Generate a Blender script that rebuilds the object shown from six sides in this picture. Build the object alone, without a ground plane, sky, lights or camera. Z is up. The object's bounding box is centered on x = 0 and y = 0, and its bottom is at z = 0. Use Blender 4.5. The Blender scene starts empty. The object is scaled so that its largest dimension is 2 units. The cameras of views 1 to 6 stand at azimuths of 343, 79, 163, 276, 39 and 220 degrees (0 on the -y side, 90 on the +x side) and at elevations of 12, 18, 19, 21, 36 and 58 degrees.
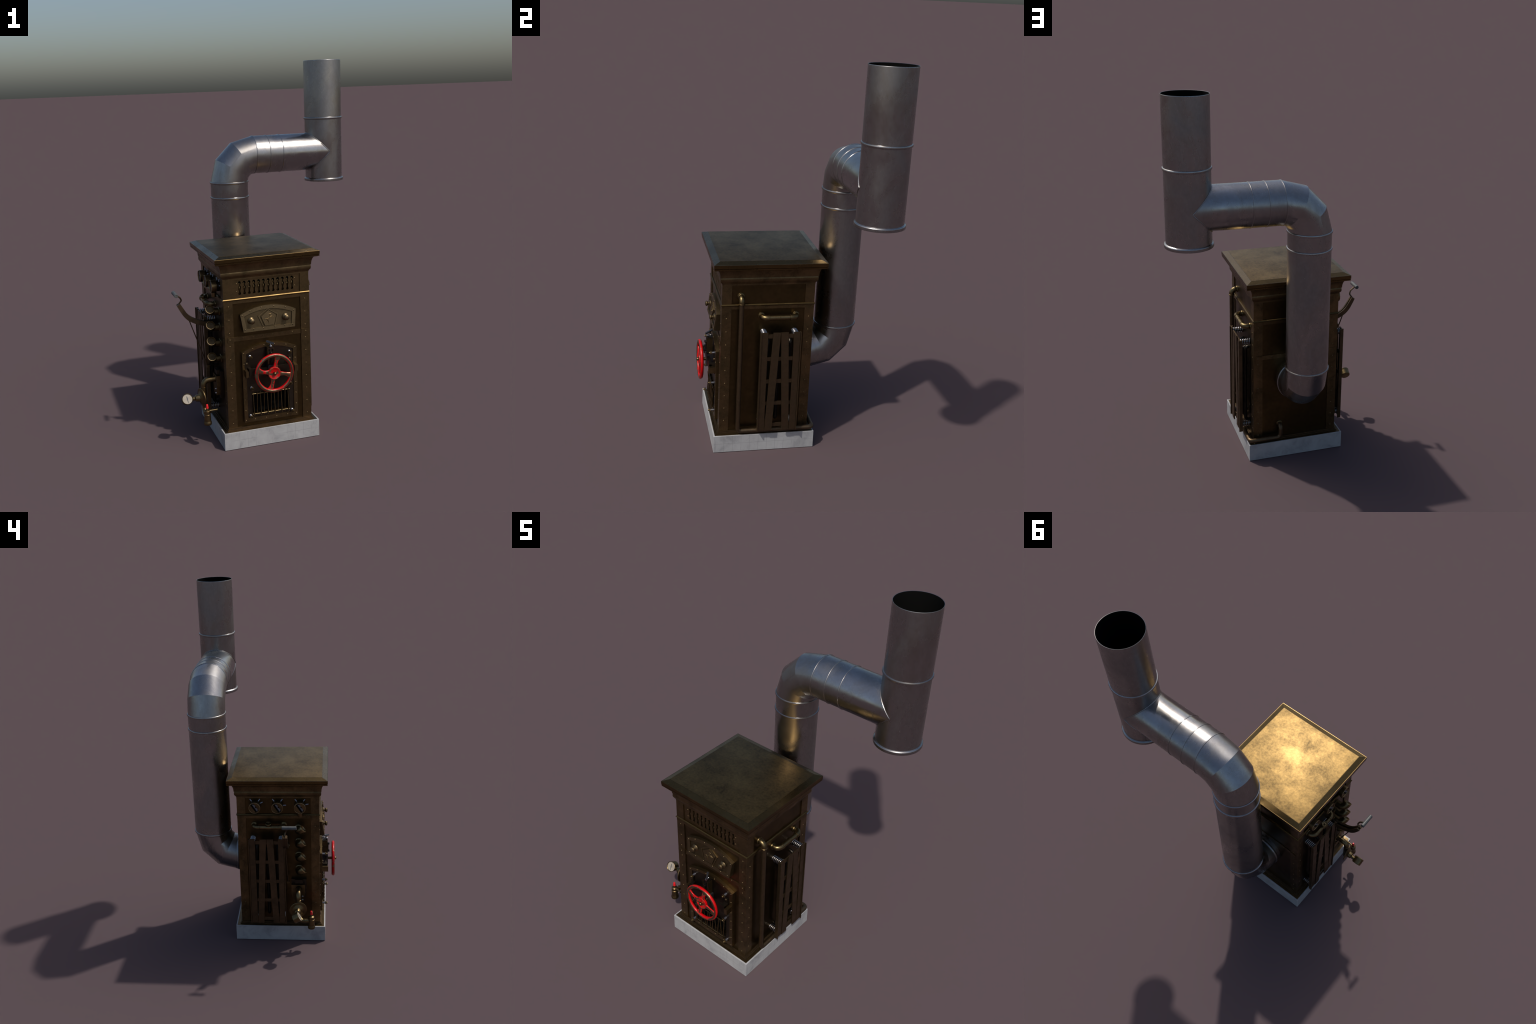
import bpy, bmesh, math, random
from mathutils import Vector, Matrix
from math import pi, sin, cos, radians

random.seed(7)
scene = bpy.context.scene
V = Vector

# ------------------------------------------------------------------ materials
def node_mat(name):
    m = bpy.data.materials.new(name)
    m.use_nodes = True
    nt = m.node_tree
    return m, nt, nt.nodes["Principled BSDF"]

def N(nt, kind, **kw):
    n = nt.nodes.new(kind)
    for k, v in kw.items():
        if k in n.inputs.keys():
            n.inputs[k].default_value = v
        else:
            setattr(n, k, v)
    return n

def coords(nt, scale=(1, 1, 1)):
    tc = N(nt, "ShaderNodeTexCoord")
    mp = N(nt, "ShaderNodeMapping")
    mp.inputs["Scale"].default_value = scale
    nt.links.new(tc.outputs["Object"], mp.inputs["Vector"])
    return mp.outputs["Vector"]

def noise(nt, vec, scale, detail=4.0, rough=0.55, dist=0.0):
    n = N(nt, "ShaderNodeTexNoise")
    n.inputs["Scale"].default_value = scale
    n.inputs["Detail"].default_value = detail
    n.inputs["Roughness"].default_value = rough
    n.inputs["Distortion"].default_value = dist
    nt.links.new(vec, n.inputs["Vector"])
    return n.outputs["Fac"]

def ramp(nt, fac, stops):
    r = N(nt, "ShaderNodeValToRGB")
    e = r.color_ramp.elements
    while len(e) < len(stops):
        e.new(0.5)
    for el, (p, c) in zip(e, stops):
        el.position = p
        el.color = (*c, 1) if len(c) == 3 else c
    nt.links.new(fac, r.inputs["Fac"])
    return r.outputs["Color"]

def grey(v):
    return (v, v, v)

def mixc(nt, fac, a, b, blend="MIX"):
    n = N(nt, "ShaderNodeMix", data_type="RGBA", blend_type=blend)
    for sock, val in ((n.inputs[0], fac), (n.inputs[6], a), (n.inputs[7], b)):
        if isinstance(val, bpy.types.NodeSocket):
            nt.links.new(val, sock)
        elif isinstance(val, tuple):
            sock.default_value = (*val, 1) if len(val) == 3 else val
        else:
            sock.default_value = val
    return n.outputs[2]

def math_node(nt, op, a, b=0.0, clamp=False):
    n = N(nt, "ShaderNodeMath", operation=op, use_clamp=clamp)
    for sock, val in ((n.inputs[0], a), (n.inputs[1], b)):
        if isinstance(val, bpy.types.NodeSocket):
            nt.links.new(val, sock)
        else:
            sock.default_value = val
    return n.outputs[0]

def edge_mask(nt, radius, lo=0.02, hi=0.25):
    """1 on convex or concave edges, from how far a rounded normal departs from the true one"""
    bv = N(nt, "ShaderNodeBevel", samples=4)
    bv.inputs["Radius"].default_value = radius
    ge = N(nt, "ShaderNodeNewGeometry")
    dt = N(nt, "ShaderNodeVectorMath", operation="DOT_PRODUCT")
    nt.links.new(bv.outputs["Normal"], dt.inputs[0])
    nt.links.new(ge.outputs["Normal"], dt.inputs[1])
    inv = math_node(nt, "SUBTRACT", 1.0, dt.outputs["Value"])
    mr = N(nt, "ShaderNodeMapRange")
    mr.inputs["From Min"].default_value = lo
    mr.inputs["From Max"].default_value = hi
    nt.links.new(inv, mr.inputs["Value"])
    return mr.outputs["Result"]

def bump(nt, bsdf, height, strength, distance):
    b = N(nt, "ShaderNodeBump")
    b.inputs["Strength"].default_value = strength
    b.inputs["Distance"].default_value = distance
    nt.links.new(height, b.inputs["Height"])
    nt.links.new(b.outputs["Normal"], bsdf.inputs["Normal"])

def metal(name, dark, light, rough=(0.3, 0.5), scale=9.0, spec_dark=None, edge=None, edge_amt=0.6,
          metallic=1.0, grain=0.12, streak=(1, 1, 1), speck=None, stain=None, fine_w=0.28, warp=0.4):
    m, nt, b = node_mat(name)
    vec = coords(nt, streak)
    big = noise(nt, vec, scale, 5.0, 0.6, warp)
    fine = noise(nt, vec, scale * 9, 4.0, 0.7)
    f = math_node(nt, "ADD", math_node(nt, "MULTIPLY", big, 1.0 - fine_w), math_node(nt, "MULTIPLY", fine, fine_w))
    col = ramp(nt, f, [(0.36, dark), (0.64, light)])
    if edge:
        col = mixc(nt, math_node(nt, "MULTIPLY", edge_mask(nt, 0.0022), edge_amt), col, edge)
    if speck:
        sp = noise(nt, vec, scale * 30, 2.0, 0.5)
        spf = ramp(nt, sp, [(0.70, grey(0)), (0.76, grey(1))])
        col = mixc(nt, math_node(nt, "MULTIPLY", spf, 0.6), col, speck)
    if stain:
        st_n = noise(nt, vec, scale * 0.9, 7.0, 0.72, 0.8)
        stf = ramp(nt, st_n, [(0.48, grey(0)), (0.66, grey(1))])
        col = mixc(nt, math_node(nt, "MULTIPLY", stf, 0.55), col, stain)
    nt.links.new(col, b.inputs["Base Color"])
    b.inputs["Metallic"].default_value = metallic
    rg = N(nt, "ShaderNodeMapRange")
    rg.inputs["From Min"].default_value = 0.35
    rg.inputs["From Max"].default_value = 0.65
    rg.inputs["To Min"].default_value = rough[1]
    rg.inputs["To Max"].default_value = rough[0]
    nt.links.new(big, rg.inputs["Value"])
    nt.links.new(rg.outputs["Result"], b.inputs["Roughness"])
    bump(nt, b, fine, grain, 0.001)
    return m

EDGE = (0.26, 0.18, 0.085)
M = {}
M["bronze"] = metal("aged_bronze", (0.062, 0.042, 0.018), (0.114, 0.077, 0.033), (0.30, 0.42), 7.0, edge=EDGE, edge_amt=0.3)
M["bronze_plate"] = metal("bronze_plate", (0.080, 0.055, 0.027), (0.200, 0.138, 0.066), (0.34, 0.48), 14.0, edge=EDGE, edge_amt=0.45)
M["bronze_light"] = metal("light_bronze", (0.110, 0.080, 0.043), (0.190, 0.139, 0.075), (0.38, 0.50), 16.0, edge=(0.33, 0.25, 0.13), edge_amt=0.4)
M["lid_top"] = metal("lid_top_bronze", (0.060, 0.041, 0.019), (0.185, 0.119, 0.045), (0.42, 0.47), 9.0, edge=EDGE, edge_amt=0.2, grain=0.16, fine_w=0.42, warp=0.0)
M["brass"] = metal("old_brass", (0.115, 0.083, 0.040), (0.200, 0.146, 0.070), (0.28, 0.40), 22.0)
M["iron_door"] = metal("dark_iron_plate", (0.050, 0.039, 0.029), (0.078, 0.060, 0.045), (0.36, 0.48), 11.0, edge=(0.15, 0.11, 0.065), edge_amt=0.4)
M["slat"] = metal("brown_iron_slat", (0.085, 0.058, 0.034), (0.140, 0.097, 0.057), (0.42, 0.56), 16.0, edge=EDGE, edge_amt=0.5)
M["dark"] = metal("dark_gunmetal", (0.030, 0.026, 0.022), (0.055, 0.047, 0.038), (0.35, 0.5), 20.0)
M["steel"] = metal("galvanised_steel", (0.265, 0.258, 0.255), (0.385, 0.378, 0.376), (0.20, 0.40), 7.0, grain=0.025,
                   streak=(1, 1, 0.6), speck=(0.55, 0.57, 0.59), stain=(0.27, 0.245, 0.215))
M["bright_steel"] = metal("bright_steel", (0.27, 0.27, 0.285), (0.40, 0.40, 0.42), (0.2, 0.3), 20.0, grain=0.03)
M["key_steel"] = metal("dull_steel", (0.10, 0.10, 0.11), (0.17, 0.17, 0.185), (0.4, 0.5), 20.0)
M["glint"] = metal("sun_glint_bronze", (0.085, 0.054, 0.021), (0.125, 0.080, 0.031), (0.34, 0.40), 16.0, grain=0.0)
M["lid_edge"] = metal("lid_edge_bronze", (0.090, 0.060, 0.025), (0.150, 0.099, 0.040), (0.24, 0.31), 10.0, grain=0.08)
M["bolt_steel"] = metal("bolt_steel", (0.24, 0.24, 0.26), (0.38, 0.38, 0.40), (0.28, 0.38), 20.0, grain=0.03)
M["rivet"] = metal("dull_rivet_bronze", (0.13, 0.091, 0.045), (0.20, 0.14, 0.068), (0.50, 0.60), 30.0, grain=0.0)
M["plaque_field"] = metal("plaque_field_bronze", (0.080, 0.058, 0.031), (0.140, 0.102, 0.055), (0.40, 0.52), 18.0)
M["rim"] = metal("brass_lightened_for_sun", (0.26, 0.185, 0.090), (0.36, 0.26, 0.13), (0.34, 0.42), 30.0, grain=0.0)  # base brightened for the sunlit crescent inside the horn mouths
M["mouth"] = metal("dull_brown_bronze", (0.085, 0.066, 0.040), (0.125, 0.098, 0.060), (0.75, 0.85), 20.0)

m, nt, b = node_mat("painted_hollow_dark")
b.inputs["Base Color"].default_value = (0.0025, 0.0025, 0.0023, 1)  # near-black colour puts the unlit depth into openings and the pipe inside
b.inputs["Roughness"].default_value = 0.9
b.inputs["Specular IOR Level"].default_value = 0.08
M["painted_hollow_dark"] = m

# worn red paint over bronze: front faces of the wheel are rubbed bare
m, nt, b = node_mat("worn_red_paint")
vec = coords(nt)
w1 = noise(nt, vec, 42.0, 6.0, 0.65, 0.6)
w2 = noise(nt, vec, 13.0, 3.0, 0.5)
ge = N(nt, "ShaderNodeNewGeometry")
sx = N(nt, "ShaderNodeSeparateXYZ")
nt.links.new(ge.outputs["Normal"], sx.inputs[0])
fn = math_node(nt, "MULTIPLY", sx.outputs["Y"], -1.0, True)
front = math_node(nt, "MULTIPLY", math_node(nt, "POWER", fn, 3.0), 0.16)
so = N(nt, "ShaderNodeSeparateXYZ")
nt.links.new(vec, so.inputs[0])
rx = math_node(nt, "SUBTRACT", so.outputs["X"], -0.1195)
rz = math_node(nt, "SUBTRACT", so.outputs["Z"], 0.4085)
rad = math_node(nt, "SQRT", math_node(nt, "ADD", math_node(nt, "MULTIPLY", rx, rx), math_node(nt, "MULTIPLY", rz, rz)))
upper = N(nt, "ShaderNodeMapRange")
upper.inputs["From Min"].default_value = -0.10
upper.inputs["From Max"].default_value = 0.10
upper.inputs["To Min"].default_value = -0.04
upper.inputs["To Max"].default_value = 0.045
nt.links.new(math_node(nt, "ADD", rz, math_node(nt, "MULTIPLY", rx, 0.5)), upper.inputs["Value"])
onhub = math_node(nt, "MULTIPLY", math_node(nt, "LESS_THAN", rad, 0.0315), -0.050)
crest = math_node(nt, "MULTIPLY", math_node(nt, "LESS_THAN", math_node(nt, "ABSOLUTE", math_node(nt, "SUBTRACT", rad, 0.0955)), 0.0056), 0.090)
wear = math_node(nt, "ADD", math_node(nt, "ADD", math_node(nt, "MULTIPLY", w1, 0.6), math_node(nt, "MULTIPLY", w2, 0.4)), front)
wear = math_node(nt, "ADD", wear, math_node(nt, "MULTIPLY", edge_mask(nt, 0.0025), 0.08))
wear = math_node(nt, "ADD", math_node(nt, "ADD", wear, upper.outputs["Result"]), math_node(nt, "ADD", onhub, crest))
wf = ramp(nt, wear, [(0.600, grey(0)), (0.630, grey(1))])
b.inputs["Specular IOR Level"].default_value = 0.3
red = ramp(nt, w2, [(0.3, (0.40, 0.0015, 0.0025)), (0.7, (0.52, 0.002, 0.004))])
bare = ramp(nt, w1, [(0.3, (0.17, 0.132, 0.076)), (0.7, (0.30, 0.235, 0.14))])
nt.links.new(mixc(nt, wf, red, bare), b.inputs["Base Color"])
nt.links.new(wf, b.inputs["Metallic"])
b.inputs["Roughness"].default_value = 0.32
bump(nt, b, wf, 0.25, -0.0006)
M["red"] = m

m, nt, b = node_mat("red_plastic")
b.inputs["Base Color"].default_value = (0.62, 0.012, 0.015, 1)
b.inputs["Roughness"].default_value = 0.4
M["red_cap"] = m

# whitewashed plinth with a faint scored grid
m, nt, b = node_mat("whitewashed_stone")
vec = coords(nt)
n1 = noise(nt, vec, 11.0, 6.0, 0.65, 0.5)
n2 = noise(nt, vec, 60.0, 4.0, 0.6)
base = ramp(nt, n1, [(0.34, (0.245, 0.245, 0.25)), (0.50, (0.335, 0.335, 0.335)), (0.7, (0.385, 0.385, 0.385))])
base = mixc(nt, ramp(nt, n2, [(0.62, grey(0)), (0.75, grey(0.35))]), base, (0.20, 0.20, 0.21))
sep = N(nt, "ShaderNodeSeparateXYZ")
tc = N(nt, "ShaderNodeTexCoord")
nt.links.new(tc.outputs["Object"], sep.inputs[0])
gn = N(nt, "ShaderNodeNewGeometry")
gs = N(nt, "ShaderNodeSeparateXYZ")
nt.links.new(gn.outputs["Normal"], gs.inputs[0])
along = mixc(nt, math_node(nt, "GREATER_THAN", math_node(nt, "ABSOLUTE", gs.outputs["X"]), 0.5), sep.outputs["X"], sep.outputs["Y"])
cell = math_node(nt, "FRACT", math_node(nt, "DIVIDE", math_node(nt, "ADD", along, 5.0), 0.0445))
line = math_node(nt, "LESS_THAN", math_node(nt, "ABSOLUTE", math_node(nt, "SUBTRACT", cell, 0.5)), 0.020)
rowl = math_node(nt, "LESS_THAN", math_node(nt, "ABSOLUTE", math_node(nt, "SUBTRACT", sep.outputs["Z"], 0.047)), 0.0009)
lines = math_node(nt, "MAXIMUM", line, rowl)
frontside = math_node(nt, "MAXIMUM", math_node(nt, "LESS_THAN", gs.outputs["Y"], -0.5), math_node(nt, "GREATER_THAN", gs.outputs["X"], 0.5))
patch = ramp(nt, noise(nt, vec, 9.0, 2.0, 0.5), [(0.44, grey(0)), (0.54, grey(1))])
lf = math_node(nt, "MULTIPLY", math_node(nt, "MULTIPLY", lines, frontside), patch)
base = mixc(nt, math_node(nt, "MULTIPLY", lf, 0.5), base, (0.17, 0.17, 0.17))
base = mixc(nt, math_node(nt, "MULTIPLY", edge_mask(nt, 0.003), 0.8), base, (0.72, 0.72, 0.72))  # specular highlight on the plinth edges painted as a paler colour
nt.links.new(base, b.inputs["Base Color"])
b.inputs["Roughness"].default_value = 0.55
hgt = math_node(nt, "SUBTRACT", math_node(nt, "MULTIPLY", n2, 0.4), lf)
bump(nt, b, hgt, 0.25, 0.0015)
M["white"] = m

m, nt, b = node_mat("gauge_paper")
vec = coords(nt)
nt.links.new(ramp(nt, noise(nt, vec, 60.0), [(0.35, (0.28, 0.24, 0.19)), (0.65, (0.34, 0.295, 0.235))]), b.inputs["Base Color"])
b.inputs["Roughness"].default_value = 0.5
M["paper"] = m
m, nt, b = node_mat("gauge_ink")
b.inputs["Base Color"].default_value = (0.07, 0.075, 0.085, 1)
b.inputs["Roughness"].default_value = 0.6
M["ink"] = m
m, nt, b = node_mat("faded_gauge_ink")
b.inputs["Base Color"].default_value = (0.30, 0.27, 0.23, 1)
b.inputs["Roughness"].default_value = 0.6
M["ink_faint"] = m
m, nt, b = node_mat("grey_rubber")
vec = coords(nt)
nt.links.new(ramp(nt, noise(nt, vec, 40.0), [(0.35, (0.055, 0.057, 0.055)), (0.65, (0.085, 0.087, 0.083))]), b.inputs["Base Color"])
b.inputs["Roughness"].default_value = 0.5
M["grip"] = m
m, nt, b = node_mat("pale_enamel_mark")
b.inputs["Base Color"].default_value = (0.38, 0.40, 0.46, 1)
b.inputs["Roughness"].default_value = 0.4
M["mark"] = m
m, nt, b = node_mat("dial_wheel_grey")
b.inputs["Base Color"].default_value = (0.13, 0.115, 0.12, 1)
b.inputs["Roughness"].default_value = 0.45
M["dial"] = m

# ------------------------------------------------------------------ object helpers
ROOT = bpy.data.objects.new("steam_boiler", None)
scene.collection.objects.link(ROOT)
ROOT["label"] = "dark bronze cabinet boiler with steel flue pipe and red handwheel"
ROOT["category"] = "boiler"

def finish(bm, name, mat, parent=None, angle=35, bevel=0.0, segs=1, stuff=False):
    if bevel:
        es = [e for e in bm.edges if len(e.link_faces) == 2 and e.calc_face_angle(0) > radians(30)]
        bmesh.ops.bevel(bm, geom=es, offset=bevel, segments=segs, profile=0.5, affect="EDGES", clamp_overlap=True)
    bmesh.ops.recalc_face_normals(bm, faces=bm.faces)
    me = bpy.data.meshes.new(name)
    bm.to_mesh(me)
    bm.free()
    me.shade_smooth()
    me.set_sharp_from_angle(angle=radians(angle))
    me.materials.append(M[mat])
    o = bpy.data.objects.new(name, me)
    scene.collection.objects.link(o)
    o.parent = parent or ROOT
    if stuff:
        o["kind"] = "stuff"
    return o

def copy_of(o, loc=(0, 0, 0), rot=None):
    c = o.copy()
    c.location = loc
    if rot:
        c.rotation_euler = rot
    scene.collection.objects.link(c)
    return c

def group(name):
    g = bpy.data.objects.new(name, None)
    scene.collection.objects.link(g)
    g.parent = ROOT
    return g

def add_box(bm, x0, x1, y0, y1, z0, z1):
    vs = [bm.verts.new((x, y, z)) for x in (x0, x1) for y in (y0, y1) for z in (z0, z1)]
    for f in ((0, 1, 3, 2), (4, 6, 7, 5), (0, 4, 5, 1), (2, 3, 7, 6), (0, 2, 6, 4), (1, 5, 7, 3)):
        bm.faces.new([vs[i] for i in f])
    return vs

def box(name, mat, x0, x1, y0, y1, z0, z1, parent=None, bevel=0.001, segs=1):
    bm = bmesh.new()
    add_box(bm, x0, x1, y0, y1, z0, z1)
    return finish(bm, name, mat, parent, bevel=bevel, segs=segs)

def add_prism(bm, pts, map0, map1):
    """pts: 2D outline, map0/map1 put it on two planes"""
    a = [bm.verts.new(map0(*p)) for p in pts]
    c = [bm.verts.new(map1(*p)) for p in pts]
    n = len(pts)
    bm.faces.new(a)
    bm.faces.new(list(reversed(c)))
    for i in range(n):
        j = (i + 1) % n
        bm.faces.new((a[i], c[i], c[j], a[j]))

def front_prism(name, mat, pts, y0, y1, parent=None, bevel=0.001, tilt=None, angle=35):
    """outline in (x, z) pulled out along y from y0 (front) to y1 (back); tilt(z) moves the front"""
    bm = bmesh.new()
    fy = tilt or (lambda z: 0.0)
    add_prism(bm, pts, lambda x, z: (x, y0 + fy(z), z), lambda x, z: (x, y1, z))
    return finish(bm, name, mat, parent, bevel=bevel, angle=angle)

def frame_basis(t):
    t = t.normalized()
    u = t.cross(V((0, 0, 1)))
    if u.length < 1e-4:
        u = V((1, 0, 0))
    u.normalize()
    return t, u, u.cross(t).normalized()

def add_tube(bm, path, r, segs=20, caps=True, closed=False, rfun=None):
    path = [V(p) for p in path]
    n = len(path)
    tang = []
    for i in range(n):
        a = path[(i - 1) % n] if (closed or i > 0) else path[i]
        c = path[(i + 1) % n] if (closed or i < n - 1) else path[i]
        tang.append((c - a).normalized())
    t, u, w = frame_basis(tang[0])
    rings = []
    for i in range(n):
        if i:
            q = tang[i - 1].rotation_difference(tang[i])
            u = q @ u
            w = q @ w
        k = r if rfun is None else rfun(i / max(1, n - 1))
        rings.append([bm.verts.new(path[i] + (u * cos(2 * pi * s / segs) + w * sin(2 * pi * s / segs)) * k) for s in range(segs)])
    for i in range(n if closed else n - 1):
        A, B = rings[i], rings[(i + 1) % n]
        for s in range(segs):
            bm.faces.new((A[s], A[(s + 1) % segs], B[(s + 1) % segs], B[s]))
    if caps and not closed:
        bm.faces.new(list(reversed(rings[0])))
        bm.faces.new(rings[-1])

def rounded(points, radius, n=8):
    """polyline with its corners replaced by arcs"""
    P = [V(p) for p in points]
    out = [P[0]]
    for i in range(1, len(P) - 1):
        a, c = (P[i - 1] - P[i]), (P[i + 1] - P[i])
        la, lc = a.length, c.length
        a.normalize(); c.normalize()
        half = a.angle(c) / 2
        d = min(radius / math.tan(half), la * 0.49 if i > 1 else la * 0.98, lc * 0.49 if i < len(P) - 2 else lc * 0.98)
        rr = d * math.tan(half)
        mid = (a + c).normalized()
        cen = P[i] + mid * (rr / sin(half))
        s, e = P[i] + a * d - cen, P[i] + c * d - cen
        axis = s.cross(e).normalized()
        ang = s.angle(e)
        for k in range(n + 1):
            out.append(cen + Matrix.Rotation(ang * k / n, 3, axis) @ s)
    out.append(P[-1])
    return out

def tube(name, mat, path, r, parent=None, segs=20, angle=40, rfun=None, caps=True):
    bm = bmesh.new()
    add_tube(bm, path, r, segs, caps, rfun=rfun)
    return finish(bm, name, mat, parent, angle=angle)

def add_lathe(bm, profile, origin, axis, segs=32, cap0=True, cap1=True):
    """profile: (distance along axis, radius)"""
    t, u, w = frame_basis(V(axis))
    o = V(origin)
    dense = []
    for (d0, r0), (d1, r1) in zip(profile, profile[1:]):
        dense.append((d0, r0))
        L = math.hypot(d1 - d0, r1 - r0)
        if L > 0.008:
            for f in (0.0015 / L, 1 - 0.0015 / L):
                dense.append((d0 + (d1 - d0) * f, r0 + (r1 - r0) * f))
    profile = dense + [profile[-1]]
    rings = []
    for d, r in profile:
        rings.append([bm.verts.new(o + t * d + (u * cos(2 * pi * s / segs) + w * sin(2 * pi * s / segs)) * max(r, 1e-5)) for s in range(segs)])
    for A, B in zip(rings, rings[1:]):
        for s in range(segs):
            bm.faces.new((A[s], A[(s + 1) % segs], B[(s + 1) % segs], B[s]))
    if cap0:
        bm.faces.new(list(reversed(rings[0])))
    if cap1:
        bm.faces.new(rings[-1])

def lathe(name, mat, profile, origin, axis, parent=None, segs=32, angle=35, cap0=True, cap1=True):
    bm = bmesh.new()
    add_lathe(bm, profile, origin, axis, segs, cap0, cap1)
    return finish(bm, name, mat, parent, angle=angle)

def add_dome(bm, c, n, r, h, segs=10):
    add_lathe(bm, [(0, r), (h * 0.55, r * 0.85), (h * 0.9, r * 0.45), (h, r * 0.05)], c, n, segs)

def rivets(name, mat, spots, normal, r=0.0036, h=0.0020, parent=None):
    bm = bmesh.new()
    for p in spots:
        add_dome(bm, p, normal, r, h)
    return finish(bm, name, mat, parent, angle=60, stuff=True)

def spring_path(c, axis, r, length, turns, n=16):
    t, u, w = frame_basis(V(axis))
    k = int(turns * n)
    return [V(c) + t * (length * i / k) + (u * cos(2 * pi * i / n) + w * sin(2 * pi * i / n)) * r for i in range(k + 1)]

def arc_pts(x0, x1, z_side, z_top, n=24):
    """circular arc from (x1, z_side) over the top to (x0, z_side)"""
    h, half = z_top - z_side, (x1 - x0) / 2
    R = (half * half + h * h) / (2 * h)
    cx, cz = (x0 + x1) / 2, z_top - R
    a = math.asin(half / R)
    return [(cx + R * sin(a - 2 * a * i / n), cz + R * cos(a - 2 * a * i / n)) for i in range(n + 1)]

# ------------------------------------------------------------------ cabinet dimensions
X0, X1, Y0, Y1 = -0.3545, 0.1095, -0.3305, 0.1340      # outer faces of the corner posts
CX, CY = (X0 + X1) / 2, (Y0 + Y1) / 2
PW = 0.0480                                            # post width
REC = 0.0050                                           # how far the panels sit back
ZB, ZG, ZT = 0.106, 0.8030, 0.9150                     # body foot, gilt ledge, top of frieze

def square_loft(name, mat, prof, parent=None, angle=30, caps=True):
    """profile of (offset from post face, z) carried round the four sides with mitred corners"""
    bm = bmesh.new()
    rings = []
    for o, z in prof:
        rings.append([bm.verts.new(p) for p in ((X0 - o, Y0 - o, z), (X1 + o, Y0 - o, z), (X1 + o, Y1 + o, z), (X0 - o, Y1 + o, z))])
    for A, B in zip(rings, rings[1:]):
        for i in range(4):
            j = (i + 1) % 4
            bm.faces.new((A[i], A[j], B[j], B[i]))
    if caps:
        bm.faces.new(list(reversed(rings[0])))
        bm.faces.new(rings[-1])
    return finish(bm, name, mat, parent, angle=angle)

# plinth
bm = bmesh.new()
add_box(bm, -0.3860, 0.1410, -0.3593, 0.1660, 0.0, 0.0920)
plinth = finish(bm, "plinth", "white", bevel=0.0022, segs=2)
box("foot_plate", "bronze_plate", -0.3795, 0.1345, -0.3528, 0.1595, 0.0900, 0.0935, bevel=0.0006)
square_loft("foot_moulding", "slat", [(0.0095, 0.0930), (0.0095, 0.0990), (0.0040, 0.0992), (0.0040, 0.1060), (-0.01, 0.1062)], angle=15)

# cabinet core and panels
cab = group("cabinet")
box("core", "painted_hollow_dark", X0 + 0.02, X1 - 0.02, Y0 + 0.055, Y1 - 0.02, 0.095, 0.99, cab, bevel=0)
PX0, PX1 = X0 + PW, X1 - PW
PY0, PY1 = Y0 + PW, Y1 - PW

def plate_with_holes(name, mat, x0, x1, z0, z1, y0, y1, holes, parent):
    """front plate cut by boolean with outlines pulled through it"""
    o = box(name, mat, x0, x1, y0, y1, z0, z1, parent, bevel=0)
    bmc = bmesh.new()
    for h in holes:
        add_prism(bmc, h, lambda x, z: (x, y0 - 0.02, z), lambda x, z: (x, y1 + 0.02, z))
    bmesh.ops.recalc_face_normals(bmc, faces=bmc.faces)
    mc = bpy.data.meshes.new("cutter")
    bmc.to_mesh(mc); bmc.free()
    oc = bpy.data.objects.new("cutter", mc)
    scene.collection.objects.link(oc)
    md = o.modifiers.new("cut", "BOOLEAN")
    md.operation = "DIFFERENCE"; md.object = oc; md.solver = "EXACT"
    dg = bpy.context.evaluated_depsgraph_get()
    me = bpy.data.meshes.new_from_object(o.evaluated_get(dg))
    o.modifiers.clear()
    old = o.data
    o.data = me
    me.name = name
    bpy.data.meshes.remove(old)
    bpy.data.objects.remove(oc); bpy.data.meshes.remove(mc)
    me.shade_smooth(); me.set_sharp_from_angle(angle=radians(35))
    return o

GX0, GX1, GZ0, GZ1 = -0.2235, -0.0175, 0.1700, 0.2880   # grate opening
grate_hole = [(GX0, GZ0), (GX1, GZ0), (GX1, GZ1), (GX0, GZ1)]
plate_with_holes("panel", "bronze", PX0 - 0.002, PX1 + 0.002, ZB - 0.004, ZG, Y0 + REC, Y0 + 0.022,
                 [[(GX0 + .004, GZ0 + .004), (GX1 - .004, GZ0 + .004), (GX1 - .004, GZ1 - .004), (GX0 + .004, GZ1 - .004)]], cab)

def slot(cx):
    """baluster-shaped vent: round ends, two necks and a swelling in the middle"""
    prof = [(0.8225, 0.0018), (0.8245, 0.0046), (0.8280, 0.0057), (0.8320, 0.0050), (0.8360, 0.0034), (0.8440, 0.0033),
            (0.8520, 0.0046), (0.8580, 0.0058), (0.8625, 0.0057), (0.8645, 0.0066), (0.8668, 0.0054), (0.8700, 0.0036), (0.8740, 0.0030),
            (0.8780, 0.0036), (0.8815, 0.0052), (0.8855, 0.0060), (0.8900, 0.0052), (0.8930, 0.0032), (0.8942, 0.0012)]
    return [(cx + w * 1.27, z) for z, w in prof] + [(cx - w * 1.27, z) for z, w in reversed(prof)]

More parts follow.
